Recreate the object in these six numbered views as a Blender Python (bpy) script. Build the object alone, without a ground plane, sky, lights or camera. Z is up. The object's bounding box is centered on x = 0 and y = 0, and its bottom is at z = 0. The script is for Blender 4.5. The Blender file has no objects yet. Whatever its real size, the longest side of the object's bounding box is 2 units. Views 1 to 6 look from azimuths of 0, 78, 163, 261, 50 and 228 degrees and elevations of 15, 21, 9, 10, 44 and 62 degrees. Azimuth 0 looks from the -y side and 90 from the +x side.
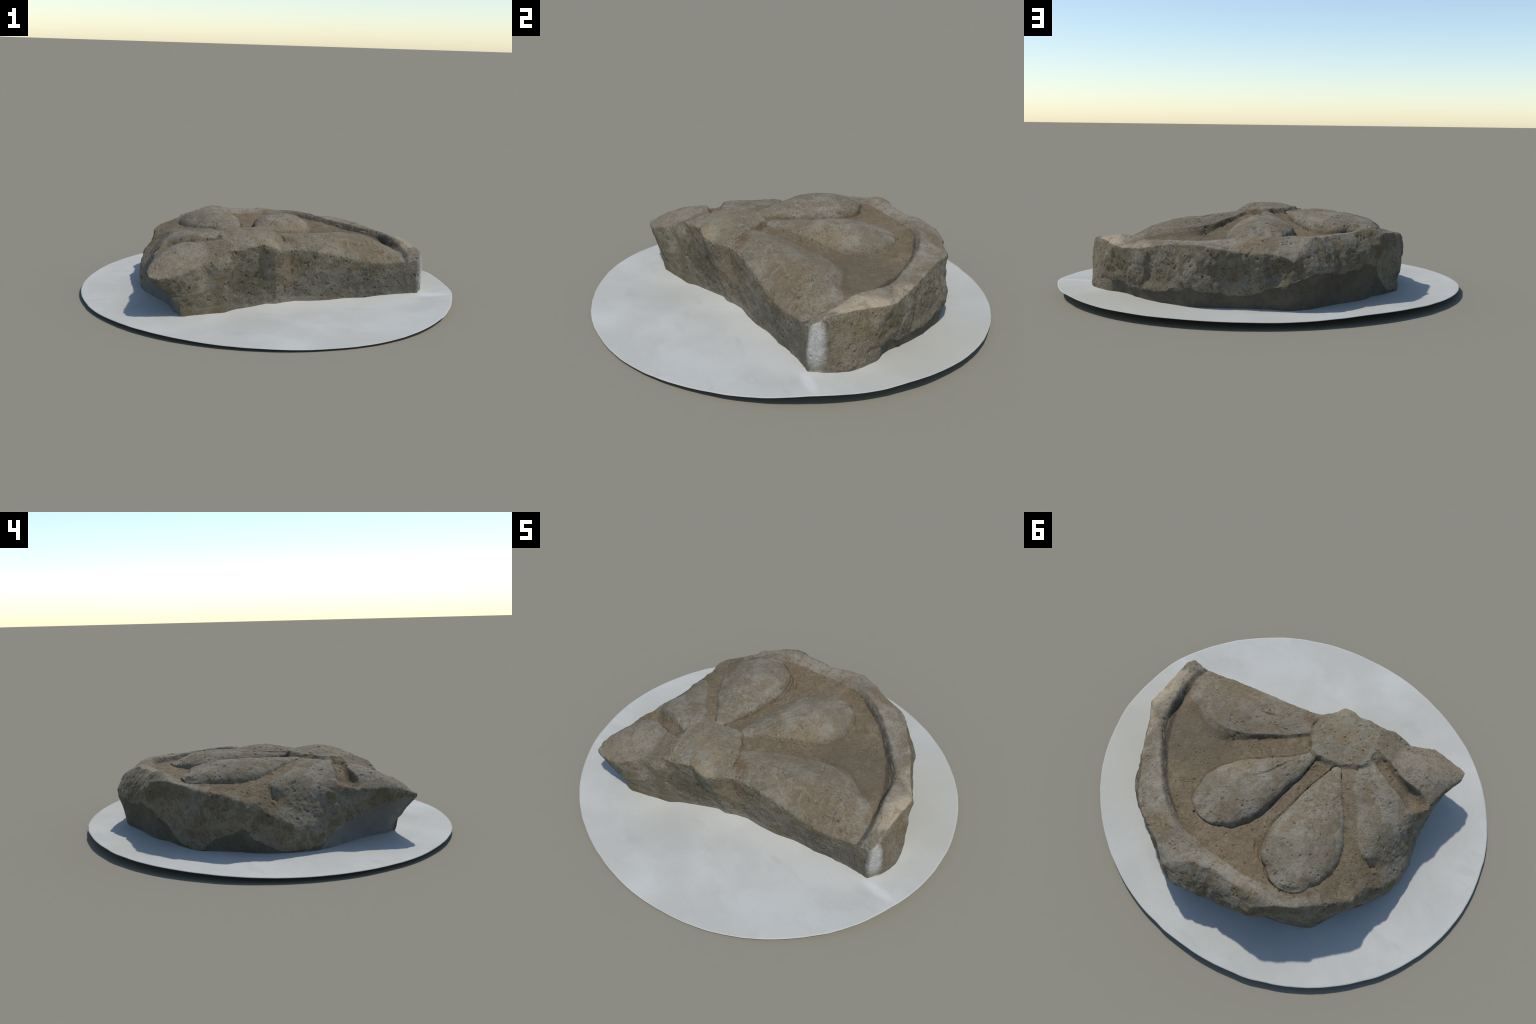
"""Broken fragment of a carved limestone rosette lying on a round sheet of paper.

The stone is one continuous surface: a carved top (floor of the relief, rim, three
teardrop petals, the stump of a fourth, a central knob) closed by a rough broken
side wall and an underside.  The top is a height function composed of carved
features; the wall is lofted from a few measured stations.  The faces are then
separated into parts by the carved feature they belong to.
"""
import bpy
import numpy as np

TAU = 2 * np.pi

# ------------------------------------------------------------------ helpers


def sstep(a, b, x):
    t = np.clip((x - a) / (b - a), 0, 1)
    return t * t * (3 - 2 * t)


def hash3(i, j, k, seed):
    h = (i.astype(np.int64) * 73856093) ^ (j.astype(np.int64) * 19349663) ^ (k.astype(np.int64) * 83492791)
    h = (h + seed * 2654435761) & 0xFFFFFFFF
    h = ((h ^ (h >> 15)) * 2246822519) & 0xFFFFFFFF
    h = ((h ^ (h >> 13)) * 3266489917) & 0xFFFFFFFF
    h = h ^ (h >> 16)
    return h.astype(np.float64) / 2147483647.5 - 1.0


def vnoise(p, scale, seed=0):
    q = p * scale + np.array([13.7, 7.1, 3.3])
    i = np.floor(q)
    f = q - i
    f = f * f * f * (f * (f * 6 - 15) + 10)
    i = i.astype(np.int64)
    out = 0
    for dx in (0, 1):
        wx = f[:, 0] if dx else 1 - f[:, 0]
        for dy in (0, 1):
            wy = f[:, 1] if dy else 1 - f[:, 1]
            for dz in (0, 1):
                wz = f[:, 2] if dz else 1 - f[:, 2]
                out = out + wx * wy * wz * hash3(i[:, 0] + dx, i[:, 1] + dy, i[:, 2] + dz, seed)
    return out


def fbm(p, scale, octaves=3, seed=0, gain=0.5):
    r = np.array([[0.80, 0.48, -0.36], [-0.60, 0.64, -0.48], [0.0, 0.60, 0.80]])
    out, a, q = 0, 1.0, p
    for o in range(octaves):
        out = out + a * vnoise(q, scale, seed + o * 17)
        q = q @ r.T
        scale *= 2.03
        a *= gain
    return out


def tps(pts, smooth=1e-4):
    """thin-plate surface z(x, y) through a handful of (x, y, z) points"""
    p = np.array(pts, float)
    n = len(p)

    def kern(d2):
        return 0.5 * d2 * np.log(d2 + 1e-12)
    d2 = ((p[:, None, :2] - p[None, :, :2]) ** 2).sum(2)
    a = np.zeros((n + 3, n + 3))
    a[:n, :n] = kern(d2) + smooth * np.eye(n)
    a[:n, n] = a[n, :n] = 1
    a[:n, n + 1:] = p[:, :2]
    a[n + 1:, :n] = p[:, :2].T
    c = np.linalg.solve(a, np.concatenate([p[:, 2], np.zeros(3)]))

    def f(x, y):
        out = c[n] + c[n + 1] * x + c[n + 2] * y
        for k in range(n):
            out = out + c[k] * kern((x - p[k, 0]) ** 2 + (y - p[k, 1]) ** 2)
        return out
    return f


def seg_dist(x, y, line):
    """distance to an open polyline and the parameter 0..1 along it"""
    line = np.array(line, float)
    best = np.full(x.shape, 9.0)
    par = np.zeros(x.shape)
    for k in range(len(line) - 1):
        a, b = line[k], line[k + 1]
        d = b - a
        t = np.clip(((x - a[0]) * d[0] + (y - a[1]) * d[1]) / (d @ d), 0, 1)
        r = np.hypot(x - a[0] - t * d[0], y - a[1] - t * d[1])
        m = r < best
        best = np.where(m, r, best)
        par = np.where(m, (k + t) / (len(line) - 1), par)
    return best, par


def poly_dist(x, y, poly):
    """signed distance to a closed outline, positive inside"""
    poly = np.array(poly, float)
    d, _ = seg_dist(x, y, np.vstack([poly, poly[:1]]))
    inside = np.zeros(x.shape, bool)
    n = len(poly)
    for k in range(n):
        a, b = poly[k], poly[(k + 1) % n]
        if a[1] == b[1]:
            continue
        c = ((a[1] > y) != (b[1] > y)) & (x < (b[0] - a[0]) * (y - a[1]) / (b[1] - a[1]) + a[0])
        inside ^= c
    return np.where(inside, d, -d)


# ------------------------------------------------------------------ outline of the stone
# stations round the broken edge, anticlockwise from the right-hand corner:
# top edge (x, y, z) and lower edge of the wall (x, y, z)
RIM_SIDE = [
    ((.815, -.098, .242), (.806, -.110, .050)),
    ((.816, -.050, .266), (.834, -.050, .055)),
    ((.799, -.009, .267), (.840, -.005, .052)),
    ((.791, .046, .270), (.838, .045, .055)),
    ((.780, .116, .270), (.815, .110, .075)),
    ((.770, .162, .267), (.780, .175, .100)),
    ((.756, .226, .262), (.730, .230, .098)),
    ((.719, .270, .256), (.685, .300, .085)),
    ((.660, .332, .262), (.650, .358, .085)),
    ((.605, .397, .278), (.603, .430, .088)),
    ((.568, .437, .290), (.560, .485, .100)),
    ((.503, .492, .295), (.510, .558, .120)),
    ((.440, .556, .303), (.450, .595, .119)),
    ((.372, .624, .294), (.384, .616, .107)),
    ((.308, .648, .284), (.308, .636, .082)),
    ((.232, .670, .272), (.242, .660, .092)),
    ((.166, .692, .274), (.155, .706, .125)),
    ((.098, .726, .264), (.100, .744, .140)),
    ((.067, .745, .240), (.055, .755, .155)),
]
BACK_SIDE = [
    ((.020, .700, .300), (-.030, .750, .178)),
    ((-.040, .660, .332), (-.100, .721, .190)),
    ((-.135, .608, .334), (-.164, .687, .180)),
    ((-.253, .588, .343), (-.240, .663, .188)),
    ((-.335, .568, .352), (-.308, .643, .205)),
    ((-.372, .605, .312), (-.360, .612, .200)),
    ((-.410, .561, .325), (-.393, .547, .130)),
    ((-.454, .513, .325), (-.440, .507, .070)),
    ((-.510, .466, .319), (-.495, .468, .042)),
    ((-.525, .432, .306), (-.545, .425, .033)),
    ((-.557, .387, .299), (-.568, .392, .035)),
    ((-.580, .355, .294), (-.588, .352, .080)),
    ((-.610, .310, .285), (-.617, .278, .112)),
    ((-.636, .255, .273), (-.640, .232, .138)),
    ((-.631, .200, .255), (-.655, .185, .102)),
    ((-.637, .161, .241), (-.667, .125, .065)),
    ((-.655, .135, .222), (-.676, .070, .042)),
    ((-.668, .106, .202), (-.684, .030, .036)),
]
LEFT_SIDE = [
    ((-.640, .060, .215), (-.682, -.020, .036)),
    ((-.605, .000, .242), (-.678, -.070, .040)),
    ((-.590, -.050, .248), (-.664, -.130, .055)),
    ((-.574, -.100, .268), (-.640, -.180, .085)),
    ((-.565, -.160, .280), (-.618, -.225, .118)),
    ((-.560, -.220, .288), (-.600, -.270, .140)),
    ((-.566, -.265, .286), (-.588, -.315, .162)),
    ((-.582, -.310, .282), (-.574, -.360, .180)),
    ((-.578, -.370, .268), (-.570, -.410, .190)),
    ((-.574, -.440, .268), (-.566, -.460, .202)),
    ((-.580, -.510, .262), (-.575, -.510, .213)),
    ((-.583, -.550, .250), (-.580, -.550, .222)),
]
FRONT_SIDE = [
    ((-.567, -.595, .233), (-.566, -.597, .222)),
    ((-.530, -.603, .226), (-.510, -.585, .180)),
    ((-.464, -.598, .232), (-.462, -.565, .120)),
    ((-.393, -.582, .255), (-.405, -.540, .068)),
    ((-.355, -.540, .270), (-.315, -.500, .062)),
    ((-.314, -.496, .286), (-.270, -.475, .058)),
    ((-.262, -.490, .308), (-.213, -.450, .056)),
    ((-.216, -.478, .334), (-.174, -.414, .052)),
    ((-.192, -.460, .342), (-.130, -.384, .050)),
    ((-.148, -.448, .338), (-.096, -.360, .046)),
    ((-.106, -.434, .350), (-.061, -.338, .044)),
    ((-.050, -.405, .356), (-.026, -.318, .042)),
    ((-.016, -.410, .357), (.004, -.303, .042)),
    ((.032, -.398, .342), (.045, -.297, .044)),
    ((.062, -.355, .314), (.090, -.268, .046)),
    ((.098, -.300, .306), (.145, -.245, .050)),
    ((.150, -.275, .308), (.185, -.239, .050)),
    ((.210, -.258, .298), (.231, -.233, .048)),
    ((.310, -.238, .276), (.313, -.214, .044)),
    ((.430, -.214, .246), (.410, -.178, .032)),
    ((.520, -.192, .226), (.500, -.158, .027)),
    ((.640, -.150, .212), (.600, -.139, .030)),
    ((.731, -.113, .216), (.692, -.121, .033)),
    ((.775, -.105, .220), (.763, -.114, .038)),
]
STATIONS = RIM_SIDE + BACK_SIDE + LEFT_SIDE + FRONT_SIDE
NR, NB, NL = len(RIM_SIDE), len(BACK_SIDE), len(LEFT_SIDE)
TOP = np.array([s[0] for s in STATIONS])
LOW = np.array([s[1] for s in STATIONS])
NS = len(STATIONS)
CENTRE = np.array([.05, .15])

# bulge of the wall (outwards, metres) half-way down, by station
BULGE = np.zeros(NS)
BULGE[:NR] = .010
BULGE[1:5] = .006
BULGE[7:NR] = .004
BULGE[NR:NR + 6] = .018
BULGE[NR + 6:NR + NB] = .016
BULGE[NR + NB + NL + 3:NR + NB + NL + 12] = .002
BULGE[NR + NB:NR + NB + 8] = [.032, .032, .028, .022, .014, .010, .008, .006]
# rounding of the upper arris, by station (0 crisp .. 1 soft)
SOFT = np.full(NS, .3)
SOFT[:NR] = .35
SOFT[0] = .6
SOFT[NR:NR + 6] = .5
SOFT[NR + NB:NR + NB + NL] = .9
SOFT[NR + NB + NL + 2:NR + NB + NL + 16] = .55
SOFT[NR + NB + NL + 15:NR + NB + NL + 23] = [.5, .5, .6, .6, .6, .6, .5, .5]

# where the wall's underside meets the paper: pulled in from the lower edge
FOOT = LOW.copy()
for k in range(NS):
    x, y, z = LOW[k]
    inward = CENTRE - np.array([x, y])
    inward /= np.linalg.norm(inward)
    pull = .004 + .30 * max(0, z - .05)
    FOOT[k, :2] += inward * pull
TIP_FOOT = [(-.668, -.110), (-.646, -.158), (-.620, -.202), (-.588, -.243), (-.558, -.285), (-.530, -.323), (-.506, -.360),
            (-.488, -.395), (-.476, -.430), (-.468, -.456), (-.462, -.478), (-.445, -.500), (-.425, -.520)]
for k, xy in enumerate(TIP_FOOT, NR + NB + 2):
    FOOT[k, :2] = xy

# ------------------------------------------------------------------ paper
RADIUS = (.9530, .0005, -.0001, .0435, -.0010)
SHEET_Z = (.0268, .0047, .0122, .0034, .0019, .0068, .0009)


def fourier(c, t):
    out = np.full(np.shape(t), c[0], float)
    for k in range(1, (len(c) - 1) // 2 + 1):
        out = out + c[2 * k - 1] * np.cos(k * t) + c[2 * k] * np.sin(k * t)
    return out


_pts = []
for t in np.arange(0, TAU, TAU / 18):
    r = fourier(RADIUS, t)
    _pts.append((r * np.cos(t), r * np.sin(t), fourier(SHEET_Z, t)))
_pts += [(.138, -.545, .017), (.931, .247, .045), (-.44, -.62, .017), (.93, -.12, .046), (-.62, -.45, .02)]
for k in range(0, NS, 4):
    x, y = FOOT[k, :2]
    back = y > .3
    if y < -.02 and x > -.46 or x > .78:
        _pts.append((x, y, .025 + .048 * max(0, x) ** 4))
        o = np.array([x, y - .1]) - CENTRE
        o = o / np.linalg.norm(o) * .055
        _pts.append((x + o[0], y + o[1], .014 + .055 * max(0, x) ** 4))
        continue
    _pts.append((x, y, .035 if x > .5 and y > .05 else .033 if back else .027 if x < -.4 else .020))
PAPER = tps(_pts, 2e-3)
# along the long break and the right-hand corner the paper clings to the stone: a small fillet outside
CLING = np.zeros(NS)
CLING[NR + NB + NL + 3:] = 1
CLING[:6] = 1
for k in np.where(CLING > 0)[0]:
    t = STATIONS[(k + 1) % NS][1]
    q = STATIONS[(k - 1) % NS][1]
    nrm = np.array([t[1] - q[1], -(t[0] - q[0])])
    nrm /= np.linalg.norm(nrm)
    FOOT[k, :2] = LOW[k, :2] + nrm * .002
FOOT[:, 2] = PAPER(FOOT[:, 0], FOOT[:, 1]) - .006

# ------------------------------------------------------------------ carved top: features
GROOVE = [(.745, -.150), (.732, -.105), (.702, -.008), (.680, .078), (.648, .149), (.624, .222), (.580, .285),
          (.525, .330), (.458, .377), (.395, .427), (.328, .470), (.245, .512), (.155, .550), (.090, .563)]
BACK_FOOT = [(.03, .560), (-.05, .555), (-.14, .535), (-.24, .515), (-.32, .49), (-.375, .468), (-.44, .445),
             (-.50, .39), (-.53, .34)]
RIM_OUT = [(-.75, .45), (-.5, .8), (0, 1), (.6, .8), (1, .3), (1, -.2)]

FLOOR_PTS = [
    (.732, -.105, .224), (.702, -.008, .245), (.680, .078, .252), (.648, .149, .252), (.624, .222, .263),
    (.525, .330, .270), (.395, .427, .284), (.245, .512, .298), (.090, .563, .310),
    (-.170, .379, .306), (-.101, .525, .309), (-.273, .475, .314), (.055, .470, .305), (-.05, .30, .304),
    (-.10, .15, .315), (-.12, .03, .330), (-.13, -.09, .350), (-.527, .15, .305), (-.505, .325, .315),
    (-.508, .270, .313), (-.494, .191, .314), (-.453, .119, .319), (-.398, .053, .331), (-.323, -.03, .343),
    (-.263, -.096, .354), (-.408, -.001, .326), (-.58, .22, .285), (-.60, .12, .262), (-.57, .10, .280),
    (.45, .25, .266), (.55, .20, .266), (.62, .15, .253), (.37, .34, .270), (.30, .36, .276), (.30, .12, .276), (.26, .04, .292),
    (.36, .17, .280), (.16, -.04, .316), (.06, -.14, .340), (.47, .195, .274), (.52, .22, .270),
    (-.42, -.22, .325), (-.25, -.32, .350), (-.50, -.28, .285), (-.45, -.5, .26), (.3, -.15, .28), (.55, -.1, .24),
    (-.54, -.05, .28), (-.55, -.27, .275), (-.1, -.35, .33),
]
RIM_PTS = [
    (.765, .030, .274), (.748, .080, .284), (.735, .130, .283), (.705, .191, .282), (.668, .255, .283),
    (.625, .320, .284), (.575, .365, .290), (.500, .425, .295), (.415, .490, .302), (.330, .540, .310),
    (.260, .570, .316), (.180, .600, .320), (.100, .620, .324), (.030, .625, .326), (-.077, .618, .328),
    (-.135, .600, .334), (-.18, .592, .337), (-.253, .580, .342), (-.296, .575, .352), (-.347, .555, .354),
    (-.385, .535, .345), (-.40, .49, .328), (-.46, .46, .324), (.755, -.080, .244), (.775, -.06, .258),
]
RIM_PTS += [tuple(p) for p in TOP[:NR + 12]]

PETAL_LIP = [(.083, -.215), (.045, -.165), (.120, -.086), (.245, .022), (.316, .068), (.361, .090), (.402, .099),
             (.460, .096), (.518, .076), (.560, .056)]
BROKEN_PETAL = PETAL_LIP + [(.600, .060), (.650, .045), (.690, -.010), (.70, -.09), (.74, -.3), (.1, -.5), (.06, -.3)]
BROKEN_PETAL_PTS = [
    (.083, -.205, .358), (.227, -.110, .353), (.337, -.049, .349), (.405, -.033, .343), (.470, -.009, .332),
    (.555, .001, .310), (.594, -.029, .290), (.045, -.160, .356), (.120, -.085, .343), (.245, .026, .323),
    (.318, .070, .318), (.402, .100, .314), (.460, .097, .312), (.518, .078, .309), (.560, .056, .297),
    (.60, .060, .280), (.287, -.092, .345), (.65, .035, .258), (.69, -.02, .245), (.715, -.09, .226),
    (.66, -.08, .248), (.45, -.12, .318), (.56, -.11, .274), (.33, -.16, .330), (.2, -.19, .341), (.13, -.22, .342),
] + [tuple(p) for p in TOP[NR + NB + NL + 16:NR + NB + NL + 23]]

LEFT_PETAL = [(-.24, -.21), (-.26, -.15), (-.30, -.105), (-.350, -.062), (-.385, -.030), (-.412, -.001),
              (-.440, .025), (-.471, .048), (-.500, .070), (-.533, .088), (-.575, .075), (-.60, .02), (-.59, -.06),
              (-.575, -.13), (-.562, -.20), (-.555, -.225), (-.471, -.235), (-.392, -.240), (-.319, -.258), (-.257, -.272)]
LEFT_PETAL_PTS = [
    (-.257, -.262, .352), (-.319, -.250, .356), (-.392, -.228, .358), (-.415, -.202, .357), (-.471, -.225, .338),
    (-.535, -.225, .305), (-.30, -.18, .362), (-.361, -.149, .358), (-.401, -.085, .347), (-.412, -.001, .327),
    (-.471, .046, .320), (-.533, .085, .312), (-.480, -.05, .334), (-.47, -.15, .345), (-.525, -.02, .322),
    (-.555, .04, .310), (-.536, -.177, .306), (-.547, -.129, .300), (-.562, -.075, .285), (-.575, .0, .285),
    (-.57, .06, .295),
]
LEFT_RIDGE = [(-.585, .08), (-.586, .03), (-.580, -.03), (-.572, -.085)]

TIP_BLOCK = [(-.232, -.335), (-.306, -.330), (-.387, -.313), (-.452, -.315), (-.527, -.327), (-.556, -.322), (-.60, -.29),
             (-.8, -.40), (-.7, -.8), (-.3, -.7), (0, -.60), (-.06, -.36), (-.19, -.30)]
TIP_PTS = [
    (-.234, -.345, .356), (-.306, -.336, .348), (-.387, -.320, .341), (-.452, -.325, .331), (-.525, -.335, .303),
    (-.493, -.392, .320), (-.501, -.542, .270), (-.24, -.42, .338), (-.32, -.43, .316), (-.40, -.43, .322),
    (-.42, -.50, .290), (-.29, -.47, .300), (-.545, -.45, .292),
] + [tuple(p) for p in TOP[NR + NB + 7:NR + NB + NL + 9]]
TRENCH = [(-.252, -.300), (-.31, -.292), (-.39, -.276), (-.47, -.276), (-.54, -.272), (-.62, -.285)]

KNOB = [(.078, -.260), (.064, -.205), (.024, -.153), (-.026, -.110), (-.075, -.104), (-.131, -.110), (-.192, -.150),
        (-.246, -.205), (-.248, -.262), (-.236, -.322), (-.196, -.345), (-.165, -.400), (-.14, -.52), (.05, -.52), (.085, -.34)]
KNOB_PTS = [
    (-.111, -.195, .394), (-.075, -.272, .396), (.03, -.21, .374), (.066, -.25, .352), (-.026, -.125, .378),
    (-.131, -.125, .379), (-.19, -.165, .379), (-.236, -.215, .376), (-.236, -.262, .372), (-.215, -.318, .364),
    (-.06, -.20, .396), (-.15, -.25, .394), (.0, -.27, .388), (-.05, -.34, .386), (-.16, -.34, .366),
    (.05, -.31, .350), (-.11, -.30, .388),
] + [tuple(p) for p in TOP[NR + NB + NL + 9:NR + NB + NL + 15]]

# teardrop petals: spine (x, y), half width, crest height above the floor
PETAL_A = dict(spine=[(-.176, -.105), (-.212, -.020), (-.265, .090), (-.312, .200), (-.347, .300), (-.382, .375), (-.408, .455)],
               half=[.026, .070, .122, .170, .166, .134, .004], crest=[.362, .369, .378, .385, .381, .366, .330], power=2.0, gentle=1, soften=.16, base=.46)
PETAL_B = dict(spine=[(-.045, -.085), (-.022, .010), (.020, .110), (.056, .200), (.086, .290), (.115, .375), (.145, .480)],
               half=[.026, .060, .106, .148, .164, .150, .004], crest=[.362, .366, .371, .375, .370, .356, .310], power=2.0, gentle=-1, soften=.18, base=.44)
SCAR = [(-.005, -.105), (.055, .020), (.100, .090), (.150, .150), (.200, .185), (.236, .235), (.262, .262), (.31, .16),
        (.24, .06), (.14, -.03), (.055, -.12)]


def spread(tab, t):
    n = len(tab) - 1
    return np.interp(t * n, np.arange(n + 1), tab)


def teardrop(x, y, spine, half, crest, power, gentle, soften, base):
    """dome over a spine; returns height above the floor and a normalised radius"""
    s = np.array(spine)
    n = 240
    u = np.linspace(0, 1, n)
    px, py = spread(s[:, 0], u), spread(s[:, 1], u)
    ker = np.hanning(41)
    ker /= ker.sum()

    def soft(a):
        pad = np.concatenate([2 * a[0] - a[20:0:-1], a, 2 * a[-1] - a[-2:-22:-1]])
        return np.convolve(pad, ker, "valid")
    px, py = soft(px), soft(py)
    hw = soft(spread(half, u))
    hw = np.where(u > .86, hw * 0 + spread(half, .86) * np.sqrt(np.clip(1 - ((u - .80) / .2) ** 2, 0, 1)), hw)
    rs = soft(spread(crest, u))
    best = np.full(x.shape, 9.0)
    top = np.zeros(x.shape)
    rad = np.full(x.shape, 9.0)
    tx, ty = np.gradient(px), np.gradient(py)
    ln = np.hypot(tx, ty)
    tx, ty = tx / ln, ty / ln
    _, t = seg_dist(x, y, np.stack([px, py], 1)[::3])
    cx, cy, ch, cr = (np.interp(t, u, a) for a in (px, py, hw, rs))
    lat = np.hypot(x - cx, y - cy)
    q = lat / np.maximum(ch, .004)
    # beyond the ends the distance is longitudinal
    tdx, tdy = np.interp(t, u, tx), np.interp(t, u, ty)
    side = sstep(-.5, .5, gentle * (tdx * (y - cy) - tdy * (x - cx)) / np.maximum(ch, .01))
    body = np.clip(1 - np.clip(q, 0, 1) ** power, 0, 1) ** (base + soften * side)
    return cr, body, q, side


# ------------------------------------------------------------------ sample the closed outline
NT = 1800      # round the edge
NRAD = 300     # from the middle to the edge
NWALL = 64     # down the wall
NUND = 26      # under the stone
length = np.maximum(np.linalg.norm(np.roll(TOP, -1, 0) - TOP, axis=1), np.linalg.norm(np.roll(LOW, -1, 0) - LOW, axis=1)) + .004
knots = np.concatenate([[0], np.cumsum(length)])
par = np.linspace(0, knots[-1], NT, endpoint=False)


def around(values, smooth=0.0):
    v = np.asarray(values, float)
    v = v.reshape(NS, -1)
    closed = np.vstack([v, v[:1]])
    out = np.stack([np.interp(par, knots, closed[:, k]) for k in range(closed.shape[1])], 1)
    if smooth:
        w = int(smooth / (knots[-1] / NT)) | 1
        ker = np.hanning(w + 2)[1:-1]
        ker /= ker.sum()
        h = w // 2
        pad = np.vstack([out[-h:], out, out[:h]])
        out = np.stack([np.convolve(pad[:, k], ker, "valid") for k in range(out.shape[1])], 1)
    return out


T = around(TOP, .030)
B = around(LOW, .036)
F = around(FOOT, .05)
bulge = around(BULGE, .08)[:, 0]
soft = around(SOFT, .10)[:, 0]
# ragged edges
ang = np.stack([np.cos(par / knots[-1] * TAU), np.sin(par / knots[-1] * TAU), 0 * par], 1) * .75
rag = fbm(ang, 9, 4, 5)
rag2 = fbm(ang, 22, 3, 9)
onback = sstep(.12, .3, T[:, 1]) * 1.0
B[:, 2] += (.004 + .004 * onback) * rag2 + .012 * onback * fbm(ang, 7, 2, 15)
T[:, 2] += .003 * rag2 * (1 - soft)
out = T[:, :2] - CENTRE
out /= np.linalg.norm(out, axis=1)[:, None]
T[:, :2] += out * (.003 * rag)[:, None]

# ------------------------------------------------------------------ top surface
s = np.linspace(0, 1, NRAD + 1)[1:]
s = s ** .92
gx = CENTRE[0] + s[:, None] * (T[None, :, 0] - CENTRE[0])
gy = CENTRE[1] + s[:, None] * (T[None, :, 1] - CENTRE[1])
X, Y = gx.ravel(), gy.ravel()
P0 = np.stack([X, Y, 0 * X], 1)

# slight wander of every carved line
WX = X + .005 * fbm(P0, 9, 2, 31)
WY = Y + .006 * fbm(P0, 9, 2, 47)

Z = tps(FLOOR_PTS + [tuple(p) for p in TOP[NR + 12:NR + NB]])(X, Y)
region = np.zeros(X.shape, int)          # 0 floor 1 rim 2 petal A 3 petal B 4 petal C 5 petal D 6 knob 7 tip block

# rim and raised back margin
d = poly_dist(WX, WY, GROOVE + BACK_FOOT + RIM_OUT)
width = .034 + .046 * sstep(.12, -.15, X)
w = sstep(-.004, 1, d / width)
w = np.where(d > 0, np.clip(d / width, 0, 1), 0)
w = np.sin(w * np.pi / 2)
Z = Z + (tps(RIM_PTS)(X, Y) - Z) * w
region[d > .004] = 1
gd, gt = seg_dist(WX, WY, GROOVE)
Z -= .007 * np.exp(-(gd / .012) ** 2) * sstep(1.0, .8, gt)

# left petal stump, trench and tip block
d = poly_dist(WX, WY, LEFT_PETAL)
w = sstep(-.010, .012, d)
Z = Z + (tps(LEFT_PETAL_PTS)(X, Y) - Z) * w
region[d > 0] = 5
rd, rt = seg_dist(WX, WY, LEFT_RIDGE)
Z -= .016 * np.exp(-(rd / .016) ** 2)

d = poly_dist(WX, WY, TIP_BLOCK)
w = sstep(-.008, .004, d)
Z = Z + (tps(TIP_PTS)(X, Y) - Z) * w
region[d > 0] = 7
td, tt = seg_dist(WX, WY, TRENCH)
Z -= .016 * np.exp(-(td / .026) ** 6) * sstep(0, .12, tt) * (.25 + .75 * sstep(.95, .6, tt))

# front petal, broken through along the fracture
d = poly_dist(WX, WY, BROKEN_PETAL)
lipd, lipt = seg_dist(WX, WY, PETAL_LIP)
wall = .014 + .058 * sstep(.30, .75, lipt)
w = np.clip(1 + d / wall, 0, 1)
w = np.where(w < .5, 2 * w * w, w * 1.0) * .25 + w * .75
Z = Z + (tps(BROKEN_PETAL_PTS)(X, Y) - Z) * w
region[d > -.35 * wall] = 4

# the two whole petals
for name, spec in ((2, PETAL_A), (3, PETAL_B)):
    cr, body, q, side = teardrop(WX, WY, **spec)
    h = np.maximum(cr - Z, 0) * body
    if name == 3:
        # the flank towards the front petal has spalled off
        sd = poly_dist(WX, WY, SCAR)
        h = h * (1 - .22 * sstep(-.006, .030, sd)) - .004 * sstep(-.004, .006, sd) * sstep(.04, .01, sd) * sstep(.95, .75, q)
    Z = Z + h
    Z -= .008 * np.exp(-((q - 1.03) / .055) ** 2) * (1 - .6 * side) * (q < 3)
    region[q < 1] = name

# central knob
KX = WX + .012 * fbm(P0, 17, 2, 61)
KY = WY + .012 * fbm(P0, 17, 2, 67)
d = poly_dist(KX, KY, KNOB)
w = sstep(-.016, .005, d)
Z = Z + (tps(KNOB_PTS)(X, Y) - Z) * w
region[d > 0] = 6

# small cracks: along petal B, on petal D, the slot in petal C, the pit in the floor, tool slit at petal A's end
for line, depth, wd in (
        ([(-.035, -.085), (.000, .010), (.022, .114), (.06, .19)], .008, .006),
        ([(-.352, -.140), (-.395, -.145), (-.410, -.120), (-.43, -.095)], .007, .006),
        ([(.215, -.125), (.262, -.105), (.310, -.085)], .008, .006),
        ([(-.155, .365), (-.178, .385), (-.19, .40)], .010, .006),
        ([(-.385, .452), (-.43, .435), (-.475, .385)], .012, .008),
        ([(-.27, -.455), (-.33, -.462), (-.40, -.50), (-.45, -.55)], .005, .009),
        ([(.085, -.21), (.068, -.26), (.085, -.30)], .010, .010)):
    cd, ct = seg_dist(WX, WY, line)
    Z -= depth * np.exp(-(cd / wd) ** 2) * np.sin(np.clip(ct, .08, .92) * np.pi)

# meet the rim of the wall exactly
Zg = Z.reshape(NRAD, NT)
fix = (T[:, 2] - Zg[-1])[None, :] * (sstep(.93, 1, s)[:, None])
Zg = Zg + fix
top = np.stack([gx, gy, Zg], 2)

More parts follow.
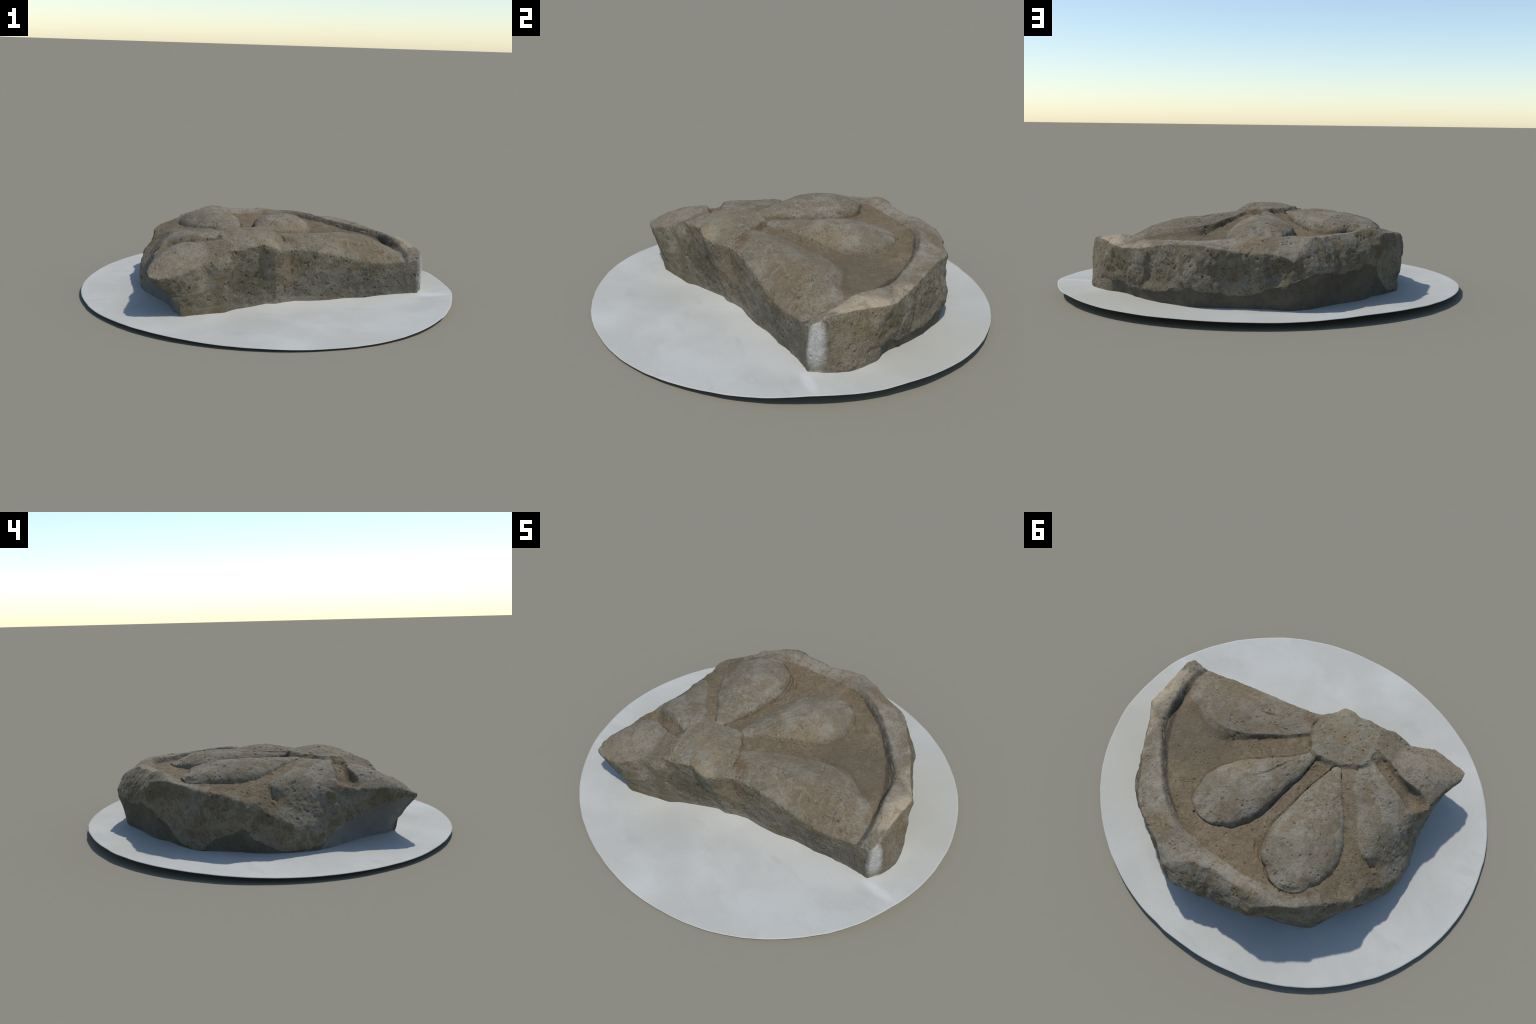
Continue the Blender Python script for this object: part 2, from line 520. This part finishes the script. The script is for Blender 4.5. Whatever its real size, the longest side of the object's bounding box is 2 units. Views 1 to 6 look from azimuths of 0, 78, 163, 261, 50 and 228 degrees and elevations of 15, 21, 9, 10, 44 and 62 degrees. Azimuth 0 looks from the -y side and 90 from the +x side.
# ------------------------------------------------------------------ wall and underside
v = np.linspace(0, 1, NWALL + 1)[1:]
M = (T + B) / 2
outw = np.roll(B, -6, 0) - np.roll(B, 6, 0) + np.roll(T, -6, 0) - np.roll(T, 6, 0)
outw = np.stack([outw[:, 1], -outw[:, 0]], 1)
outw /= np.linalg.norm(outw, axis=1)[:, None] + 1e-9
M[:, :2] += outw * bulge[:, None]
a0, a1, a2 = 2 * (v - .5) * (v - 1), -4 * v * (v - 1), 2 * v * (v - .5)
wall_rows = a0[:, None, None] * T + a1[:, None, None] * M + a2[:, None, None] * B
u = np.linspace(0, 1, NUND + 1)[1:]
Q = B.copy()
station = np.interp(par, knots, np.arange(NS + 1))
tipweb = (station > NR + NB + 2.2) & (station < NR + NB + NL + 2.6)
cling = (station > NR + NB + NL + 2.6) | (station < 5.3)
pull = np.where(cling, .12, np.where(tipweb, 1.05, .75))[:, None]
Q[:, :2] = B[:, :2] * (1 - pull) + F[:, :2] * pull
lean = np.where(cling, .12, np.where(tipweb, .62, .55))
Q[:, 2] = B[:, 2] * lean + F[:, 2] * (1 - lean)
und_rows = ((1 - u) ** 2)[:, None, None] * B + (2 * u * (1 - u))[:, None, None] * Q + (u ** 2)[:, None, None] * F
G = np.concatenate([top, wall_rows, und_rows], 0)
ROWS = len(G)
iT, iB = NRAD - 1, NRAD + NWALL - 1

# soften the arris along each column, more where the break is worn
dist_row = np.abs(np.arange(ROWS) - iT)
reach = 10 + 26 * sstep(.6, 1, soft)
for it in range(180):
    k = (soft[None, :] * np.exp(-(dist_row[:, None] / reach[None, :]) ** 2))[..., None] * .5
    if it > 60:
        k = k * sstep(.6, .9, soft)[None, :, None]
    avg = G.copy()
    avg[1:-1] = (G[:-2] + G[2:]) / 2
    G = G + (avg - G) * k


def grid_normals(g):
    du = np.roll(g, -1, 1) - np.roll(g, 1, 1)
    dv = np.empty_like(g)
    dv[1:-1] = g[2:] - g[:-2]
    dv[0] = g[1] - g[0]
    dv[-1] = g[-1] - g[-2]
    n = np.cross(dv, du)
    return n / (np.linalg.norm(n, axis=2)[..., None] + 1e-12)


N = grid_normals(G)
pts = G.reshape(-1, 3)
row = np.repeat(np.arange(ROWS), NT)
onwall = sstep(iT - 6, iT + 10, row) * sstep(iB + 6, iB - 2, row)
tilt = N.reshape(-1, 3)[:, 2]
# lumps everywhere, scoops and chips on the fracture
amp = .0030 + .0030 * onwall
smoothfield = np.exp(-(((pts[:, 0] - .50) / .16) ** 2 + ((pts[:, 1] - .14) / .16) ** 2)) * (1 - onwall)
disp = amp * fbm(pts, 14, 3, 3) * (1 - .6 * smoothfield)
vert = pts * np.array([1, 1, .55])
scoop = np.abs(fbm(vert, 6.5, 2, 71))
backness = onwall * sstep(.0, .25, pts[:, 1])
disp -= backness * (.016 * sstep(.55, .05, scoop) - .006) * sstep(.27, .20, pts[:, 2]) * sstep(iT, iT + 14, row) * sstep(iB + 2, iB - 14, row)
for cx, cy, cz, rx, rz, dp in ((.315, .645, .190, .120, .085, .013), (.095, .735, .195, .085, .075, .011), (.590, .40, .17, .09, .08, .008),
                               (-.655, .200, .140, .05, .07, .010)):
    rr2 = ((pts[:, 0] - cx) ** 2 + (pts[:, 1] - cy) ** 2) / rx ** 2 + ((pts[:, 2] - cz) / rz) ** 2
    disp -= dp * onwall * sstep(1.0, .55, np.sqrt(rr2) + .12 * fbm(pts, 12, 2, 55))
front = onwall * sstep(.0, -.1, pts[:, 1] - .25 * pts[:, 0] + .05)
disp *= 1 - .35 * front
disp += .0030 * fbm(pts, 48, 2, 11) * (1 - .5 * front) * (.45 + .25 * onwall) * (1 - .7 * smoothfield)
pit = vnoise(pts * np.array([1, 1, 1]), 60, 101) * .6 + vnoise(pts, 110, 107) * .4
disp -= (.0042 + .0008 * onwall) * sstep(.42, .70, pit) * (1 - .8 * smoothfield)
fade = sstep(ROWS - 1, ROWS - 10, row)
under = sstep(iB, iB + 6, row)
disp = disp * fade * (1 - .75 * under)
G = (pts + N.reshape(-1, 3) * disp[:, None]).reshape(ROWS, NT, 3)
N = grid_normals(G)

# ------------------------------------------------------------------ parts of the stone
# vertex 0 is the pole in the middle, then the grid rows
pole_z = G[0, :, 2].mean()
verts = np.vstack([[CENTRE[0], CENTRE[1], pole_z], G.reshape(-1, 3)])
norms = np.vstack([[0, 0, 1.0], N.reshape(-1, 3)])
r = np.arange(ROWS - 1)[:, None]
c = np.arange(NT)[None, :]
c1 = (c + 1) % NT
quads = np.stack([1 + r * NT + c, 1 + (r + 1) * NT + c, 1 + (r + 1) * NT + c1, 1 + r * NT + c1], 2)
reg = np.empty((ROWS, NT), int)
reg[:NRAD] = region.reshape(NRAD, NT)
reg[NRAD - 1:iB] = 8
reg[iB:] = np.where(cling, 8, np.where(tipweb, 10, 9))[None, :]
facereg = reg[1:].copy()
facereg[:NRAD - 1] = reg[:NRAD - 1]
facereg[iT:iB] = 8
facereg[iB:] = reg[iB:-1]


def vertex_normals():
    return norms


def make_mesh(name, polys3, polys4, v, n, material):
    used = np.zeros(len(v), bool)
    used[polys4.ravel()] = True
    if len(polys3):
        used[polys3.ravel()] = True
    idx = np.cumsum(used) - 1
    me = bpy.data.meshes.new(name)
    vv = v[used]
    loops = np.concatenate([idx[polys3].ravel(), idx[polys4].ravel()]).astype(np.int32)
    starts = np.concatenate([np.arange(len(polys3)) * 3, len(polys3) * 3 + np.arange(len(polys4)) * 4]).astype(np.int32)
    me.vertices.add(len(vv))
    me.vertices.foreach_set("co", vv.astype(np.float32).ravel())
    me.loops.add(len(loops))
    me.loops.foreach_set("vertex_index", loops)
    me.polygons.add(len(starts))
    me.polygons.foreach_set("loop_start", starts)
    me.polygons.foreach_set("use_smooth", np.ones(len(starts), bool))
    me.update(calc_edges=True)
    me.validate()
    if n is not None:
        nn = n[used]
        me.normals_split_custom_set_from_vertices([tuple(a) for a in nn.astype(float).tolist()])
    me.materials.append(material)
    return me


# ------------------------------------------------------------------ materials
class Nodes:
    def __init__(self, name):
        self.mat = bpy.data.materials.new(name)
        self.mat.use_nodes = True
        self.t = self.mat.node_tree
        self.t.nodes.clear()
        self.outn = self.t.nodes.new("ShaderNodeOutputMaterial")
        self.bsdf = self.t.nodes.new("ShaderNodeBsdfPrincipled")
        self.t.links.new(self.bsdf.outputs[0], self.outn.inputs[0])
        self.pos = self.t.nodes.new("ShaderNodeTexCoord").outputs["Object"]

    def link(self, sock, val):
        if hasattr(val, "is_linked") or hasattr(val, "links"):
            self.t.links.new(val, sock)
        elif isinstance(val, (tuple, list)) and len(val) == 3 and sock.type == "RGBA":
            sock.default_value = (*val, 1)
        else:
            sock.default_value = val

    def math(self, op, a, b=0.0, clamp=False):
        n = self.t.nodes.new("ShaderNodeMath")
        n.operation, n.use_clamp = op, clamp
        self.link(n.inputs[0], a)
        self.link(n.inputs[1], b)
        return n.outputs[0]

    def mapping(self, scale=(1, 1, 1), loc=(0, 0, 0), rot=(0, 0, 0), vec=None):
        n = self.t.nodes.new("ShaderNodeMapping")
        self.t.links.new(vec or self.pos, n.inputs[0])
        n.inputs["Location"].default_value = loc
        n.inputs["Rotation"].default_value = rot
        n.inputs["Scale"].default_value = scale
        return n.outputs[0]

    def noise(self, scale, detail=3, rough=.55, dist=0.0, vec=None, colour=False):
        n = self.t.nodes.new("ShaderNodeTexNoise")
        self.t.links.new(vec or self.pos, n.inputs["Vector"])
        n.inputs["Scale"].default_value = scale
        n.inputs["Detail"].default_value = detail
        n.inputs["Roughness"].default_value = rough
        n.inputs["Distortion"].default_value = dist
        return n.outputs["Color" if colour else "Fac"]

    def voronoi(self, scale, vec=None, feature="F1", rand=1.0):
        n = self.t.nodes.new("ShaderNodeTexVoronoi")
        n.feature = feature
        self.t.links.new(vec or self.pos, n.inputs["Vector"])
        n.inputs["Scale"].default_value = scale
        n.inputs["Randomness"].default_value = rand
        return n.outputs["Distance"]

    def ramp(self, fac, lo, hi, a=0.0, b=1.0):
        n = self.t.nodes.new("ShaderNodeMapRange")
        n.interpolation_type = "SMOOTHSTEP"
        self.link(n.inputs[0], fac)
        n.inputs[1].default_value, n.inputs[2].default_value = lo, hi
        n.inputs[3].default_value, n.inputs[4].default_value = a, b
        return n.outputs[0]

    def mix(self, fac, a, b, mode="MIX"):
        n = self.t.nodes.new("ShaderNodeMix")
        n.data_type, n.blend_type = "RGBA", mode
        self.link(n.inputs[0], fac)
        self.link(n.inputs[6], a)
        self.link(n.inputs[7], b)
        return n.outputs[2]

    def blob(self, centre, size, edge=.6, wobble=.7):
        """soft ragged patch round a point: 1 inside, 0 outside"""
        v = self.mapping((1 / size[0], 1 / size[1], 1 / size[2]), tuple(-c / q for c, q in zip(centre, size)))
        n = self.t.nodes.new("ShaderNodeVectorMath")
        n.operation = "LENGTH"
        self.t.links.new(v, n.inputs[0])
        d = self.math("ADD", n.outputs["Value"], self.math("MULTIPLY", self.math("SUBTRACT", self.noise(11, 4, .6), .5), wobble * 2))
        return self.ramp(d, 1 + edge, 1 - edge)

    def bump(self, height, strength=.4, distance=.01, normal=None):
        n = self.t.nodes.new("ShaderNodeBump")
        n.inputs["Strength"].default_value = strength
        n.inputs["Distance"].default_value = distance
        self.link(n.inputs["Height"], height)
        if normal is not None:
            self.t.links.new(normal, n.inputs["Normal"])
        return n.outputs[0]


def stone(name, base, pale, stain, dark, stain_amt=.5, pits=1.0, grain=1.0, streak=None, patches=(), ring=0.0, late=(), smooth=()):
    m = Nodes(name)
    warp = m.noise(7, 2, .5, colour=True)
    wv = m.t.nodes.new("ShaderNodeVectorMath")
    wv.operation = "MULTIPLY_ADD"
    m.t.links.new(warp, wv.inputs[0])
    wv.inputs[1].default_value = (.10, .10, .10)
    m.t.links.new(m.pos, wv.inputs[2])
    wpos = wv.outputs[0]
    big = m.noise(4.5, 4, .6, vec=wpos)
    mid = m.noise(17, 4, .62, vec=wpos)
    col = m.mix(m.ramp(big, .42, .58), base, pale)
    col = m.mix(m.math("MULTIPLY", m.ramp(mid, .48, .60), stain_amt), col, stain)
    col = m.mix(m.math("MULTIPLY", m.ramp(m.noise(30, 3, .6, vec=wpos), .58, .72), .45), col, pale)
    for centre, size, colour, amount in patches:
        col = m.mix(m.math("MULTIPLY", m.blob(centre, size), amount), col, colour)
    if ring:
        n = m.t.nodes.new("ShaderNodeVectorMath")
        n.operation = "DISTANCE"
        m.t.links.new(m.mapping((1, 1, 0)), n.inputs[0])
        n.inputs[1].default_value = (-.09, -.24, 0)
        off = m.math("ADD", n.outputs["Value"], m.math("MULTIPLY", m.math("SUBTRACT", m.noise(9, 3, .6), .5), .040))
        dark_ring = m.ramp(m.math("ABSOLUTE", m.math("SUBTRACT", off, ring)), .022, .006)
        x = m.t.nodes.new("ShaderNodeSeparateXYZ")
        m.t.links.new(m.pos, x.inputs[0])
        dark_ring = m.math("MULTIPLY", dark_ring, m.ramp(x.outputs[0], .05, .30))
        col = m.mix(m.math("MULTIPLY", dark_ring, .75), col, (.060, .050, .040))
    # shelly, worm-like grain
    worm = m.noise(58, 4, .72, 2.2, vec=m.mapping((1, 1, .8)))
    fine = m.noise(190, 3, .7)
    calm = m.ramp(m.noise(5.5, 3, .6, vec=m.mapping(loc=(7, 2, 5))), .42, .62, .35, 1.0)
    for centre, size in smooth:
        calm = m.math("MULTIPLY", calm, m.math("SUBTRACT", 1.0, m.math("MULTIPLY", m.blob(centre, size), .7)))
    wfac = m.math("MULTIPLY", m.ramp(worm, .52, .64), calm)
    col = m.mix(m.math("MULTIPLY", wfac, .75 * grain), col, dark)
    col = m.mix(m.math("MULTIPLY", m.math("MULTIPLY", m.ramp(worm, .48, .38), .50 * grain), calm), col, pale)
    col = m.mix(m.math("MULTIPLY", m.ramp(fine, .50, .66), .26 * grain), col, dark)
    flake = m.noise(13, 4, .6, 1.2, vec=m.mapping((1, .7, 1), rot=(0, 0, .6)))
    col = m.mix(m.math("MULTIPLY", m.ramp(flake, .56, .62), .38), col, pale)
    col = m.mix(m.math("MULTIPLY", m.ramp(flake, .43, .37), .40), col, stain)
    # pores gathered in swarms
    swarm = m.ramp(m.noise(6, 3, .6, vec=m.mapping(loc=(3, 1, 2))), 0.50, .66)
    pore = m.ramp(m.voronoi(52, vec=m.mapping((1, 1, .62), vec=wpos)), .26, .10)
    pore2 = m.ramp(m.voronoi(105, vec=m.mapping((1, 1, .7), vec=wpos)), .27, .12)
    rare = m.ramp(m.noise(40, 1), .52, .60)
    pf = m.math("MULTIPLY", m.math("MAXIMUM", m.math("MULTIPLY", pore, rare), m.math("MULTIPLY", pore2, .7)), swarm)
    pf = m.math("MULTIPLY", pf, .9 * pits, True)
    col = m.mix(pf, col, (dark[0] * .45, dark[1] * .45, dark[2] * .45))
    if streak:
        st = m.noise(26, 4, .65, .3, vec=m.mapping(streak))
        col = m.mix(m.math("MULTIPLY", m.ramp(st, .55, .72), .5), col, dark)
        col = m.mix(m.math("MULTIPLY", m.ramp(st, .45, .30), .4), col, pale)
    for centre, size, colour, amount in late:
        col = m.mix(m.math("MULTIPLY", m.blob(centre, size, .55, .75), amount), col, colour)
    m.link(m.bsdf.inputs["Base Color"], col)
    m.bsdf.inputs["Roughness"].default_value = .92
    m.bsdf.inputs["Specular IOR Level"].default_value = .18
    h = m.math("SUBTRACT", m.math("ADD", m.math("MULTIPLY", worm, -.7 * grain), m.math("MULTIPLY", fine, -.35 * grain)), m.math("MULTIPLY", pf, .9))
    m.link(m.bsdf.inputs["Normal"], m.bump(h, .8, .012))
    return m.mat


GREY, PALE = (.190, .163, .117), (.266, .234, .176)
TAN, DARK = (0.147, 0.107, 0.059), (0.074, 0.056, 0.032)
CREAM = (0.441, 0.355, 0.236)
WHITE = (.56, .55, .51)
OCHRE = (0.236, 0.154, 0.071)

petal_mat = stone("limestone_petal", GREY, PALE, (0.181, 0.136, 0.077), DARK, .65, .6, .9,
                  patches=(((.17, .10, .31), (.10, .13, .1), (0.215, 0.159, 0.088), .6),
                           ((.45, -.10, .28), (.22, .10, .2), (0.166, 0.125, 0.074), .7),
                           ((.10, -.23, .33), (.05, .04, .06), (0.131, 0.087, 0.045), .8),
                           ((.33, -.06, .34), (.10, .03, .05), (0.263, 0.226, 0.162), .5)))
knob_mat = stone("limestone_knob", (.178, .152, .106), (.250, .224, .166), (0.200, 0.144, 0.077), DARK, .6, .7, .9,
                 patches=(((-.08, -.27, .39), (.09, .06, .1), (0.221, 0.159, 0.085), .5),
                          ((.02, -.40, .34), (.06, .05, .06), (0.284, 0.226, 0.134), .6)))
floor_mat = stone("limestone_field", (.180, .140, .086), (.234, .188, .122), (.160, .114, .062), DARK, .65, .8, 1.1, ring=.840, smooth=(((.48, .20, .27), (.22, .20, .2)),),
                  patches=(((.45, .20, .27), (.24, .17, .2), (.150, .122, .080), .7),
                           ((-.10, .45, .31), (.24, .11, .1), (.200, .146, .086), .65),
                           ((-.56, .10, .29), (.08, .14, .1), (0.189, 0.144, 0.081), .6)))
rim_mat = stone("limestone_rim", (.195, .166, .118), (.268, .234, .178), (0.168, 0.120, 0.064), DARK, .5, .6, .7,
                streak=(.5, .5, 3.0), ring=.840,
                patches=(((.765, .17, .27), (.06, .17, .06), CREAM, .75),
                         ((.66, .33, .27), (.05, .06, .04), CREAM, .5),
                         ((.22, .62, .30), (.08, .05, .06), (0.210, 0.144, 0.073), .6)))
wall_mat = stone("limestone_fracture", (.168, .142, .100), (.235, .206, .154), (0.134, 0.100, 0.050), (0.061, 0.047, 0.027), .65, .9, 1.05,
                 late=(((.822, -.086, .165), (.028, .037, .105), WHITE, .72),),
                 patches=(((.62, -.15, .10), (.20, .08, .09), (.118, .110, .090), .75),
                          ((.30, -.22, .10), (.20, .08, .07), (.132, .122, .098), .6),
                          ((-.10, -.38, .07), (.25, .08, .05), (.175, .165, .135), .5),
                          ((.80, .10, .20), (.07, .17, .14), (0.200, 0.151, 0.091), .6),
                          ((-.25, -.47, .29), (.07, .05, .035), (0.326, 0.273, 0.190), .8),
                          ((.10, -.30, .24), (.05, .06, .12), (0.184, 0.114, 0.059), .4),
                          ((-.06, -.40, .16), (.14, .08, .10), (0.089, 0.077, 0.049), .6)))
tip_mat = stone("limestone_tip", (.190, .158, .110), (.252, .220, .162), (.182, .138, .084), DARK, .55, .9, .9,
                patches=(((-.48, -.54, .26), (.14, .06, .1), (.228, .176, .120), .65),))
under_mat = stone("limestone_underside", (.100, .088, .066), (.125, .112, .086), (.085, .070, .048), (.055, .047, .034), .5, .6, .8)  # base colour darkened for the shadow under the overhang


def paper(name):
    m = Nodes(name)
    big = m.noise(2.2, 4, .55)
    col = m.mix(m.ramp(big, .35, .65), (.425, .418, .375), (.480, .474, .432))
    smear = m.noise(5, 4, .6, .4, vec=m.mapping((.6, 1.6, 1)))
    col = m.mix(m.math("MULTIPLY", m.ramp(smear, .56, .74), .30), col, (.335, .335, .305))
    col = m.mix(m.math("MULTIPLY", m.blob((.80, .55, .03), (.28, .55, .3), .6, .3), .6), col, (.410, .390, .315))
    col = m.mix(m.math("MULTIPLY", m.blob((.885, -.125, .03), (.075, .022, .1), .6, .3), .7), col, (.56, .555, .53))  # highlight on the paper beside the right corner, painted lighter
    speck = m.ramp(m.voronoi(5.5), .030, .016)
    col = m.mix(m.math("MULTIPLY", speck, .75), col, (.20, .17, .13))
    tooth = m.noise(150, 2, .6)
    col = m.mix(m.math("MULTIPLY", m.ramp(tooth, .4, .7), .10), col, (.34, .335, .31))
    m.link(m.bsdf.inputs["Base Color"], col)
    m.bsdf.inputs["Roughness"].default_value = .95
    m.bsdf.inputs["Specular IOR Level"].default_value = .12
    m.link(m.bsdf.inputs["Normal"], m.bump(m.math("ADD", tooth, m.math("MULTIPLY", big, 2.0)), .15, .006))
    return m.mat


paper_mat = paper("matt_paper")
fold_mat = stone("shade_darkened_fold", (.150, .148, .138), (.175, .173, .162), (.125, .122, .11), (.10, .095, .085), .5, .2, .4)  # paper greyed to paint in the shadow beneath the overhanging tip

# ------------------------------------------------------------------ objects
col = bpy.context.scene.collection


def add(name, data, parent=None):
    o = bpy.data.objects.new(name, data)
    col.objects.link(o)
    if parent:
        o.parent = parent
    return o


stone_obj = add("rosette_fragment", None)
stone_obj["label"] = "broken fragment of a carved stone flower rosette"
stone_obj["category"] = "carved stone fragment"

tri_pole = np.stack([np.zeros(NT, int), 1 + np.arange(NT), 1 + (np.arange(NT) + 1) % NT], 1)
pole_region = region.reshape(NRAD, NT)[0]
flat = facereg.ravel()
allquads = quads.reshape(-1, 4)
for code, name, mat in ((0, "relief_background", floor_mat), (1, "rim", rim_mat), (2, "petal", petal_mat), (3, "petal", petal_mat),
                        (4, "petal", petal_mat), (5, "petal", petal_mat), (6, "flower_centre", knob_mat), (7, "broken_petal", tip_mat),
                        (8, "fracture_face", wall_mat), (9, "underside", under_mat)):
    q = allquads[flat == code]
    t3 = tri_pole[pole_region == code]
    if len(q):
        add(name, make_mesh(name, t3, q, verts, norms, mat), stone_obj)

# the sheet: thin, gently rising to the stone, hem a little uneven
NP, NQ = 480, 150
th = np.linspace(0, TAU, NP, endpoint=False)
edge = np.stack([np.cos(th), np.sin(th), 0 * th], 1)
rr = fourier(RADIUS, th) + .0020 * fbm(edge, 4, 2, 77) + .0015 * fbm(edge, 14, 2, 78)
fr = np.linspace(0, 1, NQ + 1)[1:]
px, py = fr[:, None] * rr * np.cos(th), fr[:, None] * rr * np.sin(th)
pz = PAPER(px.ravel(), py.ravel()).reshape(px.shape)
pz += .0025 * fbm(np.stack([px.ravel(), py.ravel(), 0 * px.ravel()], 1), 3, 2, 90).reshape(px.shape)
THICK = .002
sheet_up = np.stack([px, py, pz], 2)
sheet_dn = np.stack([px, py, pz - THICK], 2)[::-1]
sheet = np.concatenate([sheet_up, sheet_dn], 0).reshape(-1, 3)
zc = PAPER(np.zeros(1), np.zeros(1))[0]
sheet = np.vstack([[0, 0, zc], sheet, [0, 0, zc - THICK]])
sheet[:, 2] = np.maximum(sheet[:, 2], 0)
sheet[sheet[:, 2].argmin(), 2] = 0
r = np.arange(2 * NQ - 1)[:, None]
c = np.arange(NP)[None, :]
c1 = (c + 1) % NP
pq = np.stack([1 + r * NP + c, 1 + (r + 1) * NP + c, 1 + (r + 1) * NP + c1, 1 + r * NP + c1], 2).reshape(-1, 4)
last = 1 + (2 * NQ - 1) * NP
p3 = np.concatenate([np.stack([np.zeros(NP, int), 1 + np.arange(NP), 1 + (np.arange(NP) + 1) % NP], 1),
                     np.stack([np.full(NP, 1 + 2 * NQ * NP), last + (np.arange(NP) + 1) % NP, last + np.arange(NP)], 1)])
paper_me = make_mesh("paper_sheet", p3, pq, sheet, None, paper_mat)
paper_obj = add("paper_sheet", paper_me)
paper_obj["label"] = "round white matt paper sheet under the stone"
paper_obj["category"] = "paper sheet"
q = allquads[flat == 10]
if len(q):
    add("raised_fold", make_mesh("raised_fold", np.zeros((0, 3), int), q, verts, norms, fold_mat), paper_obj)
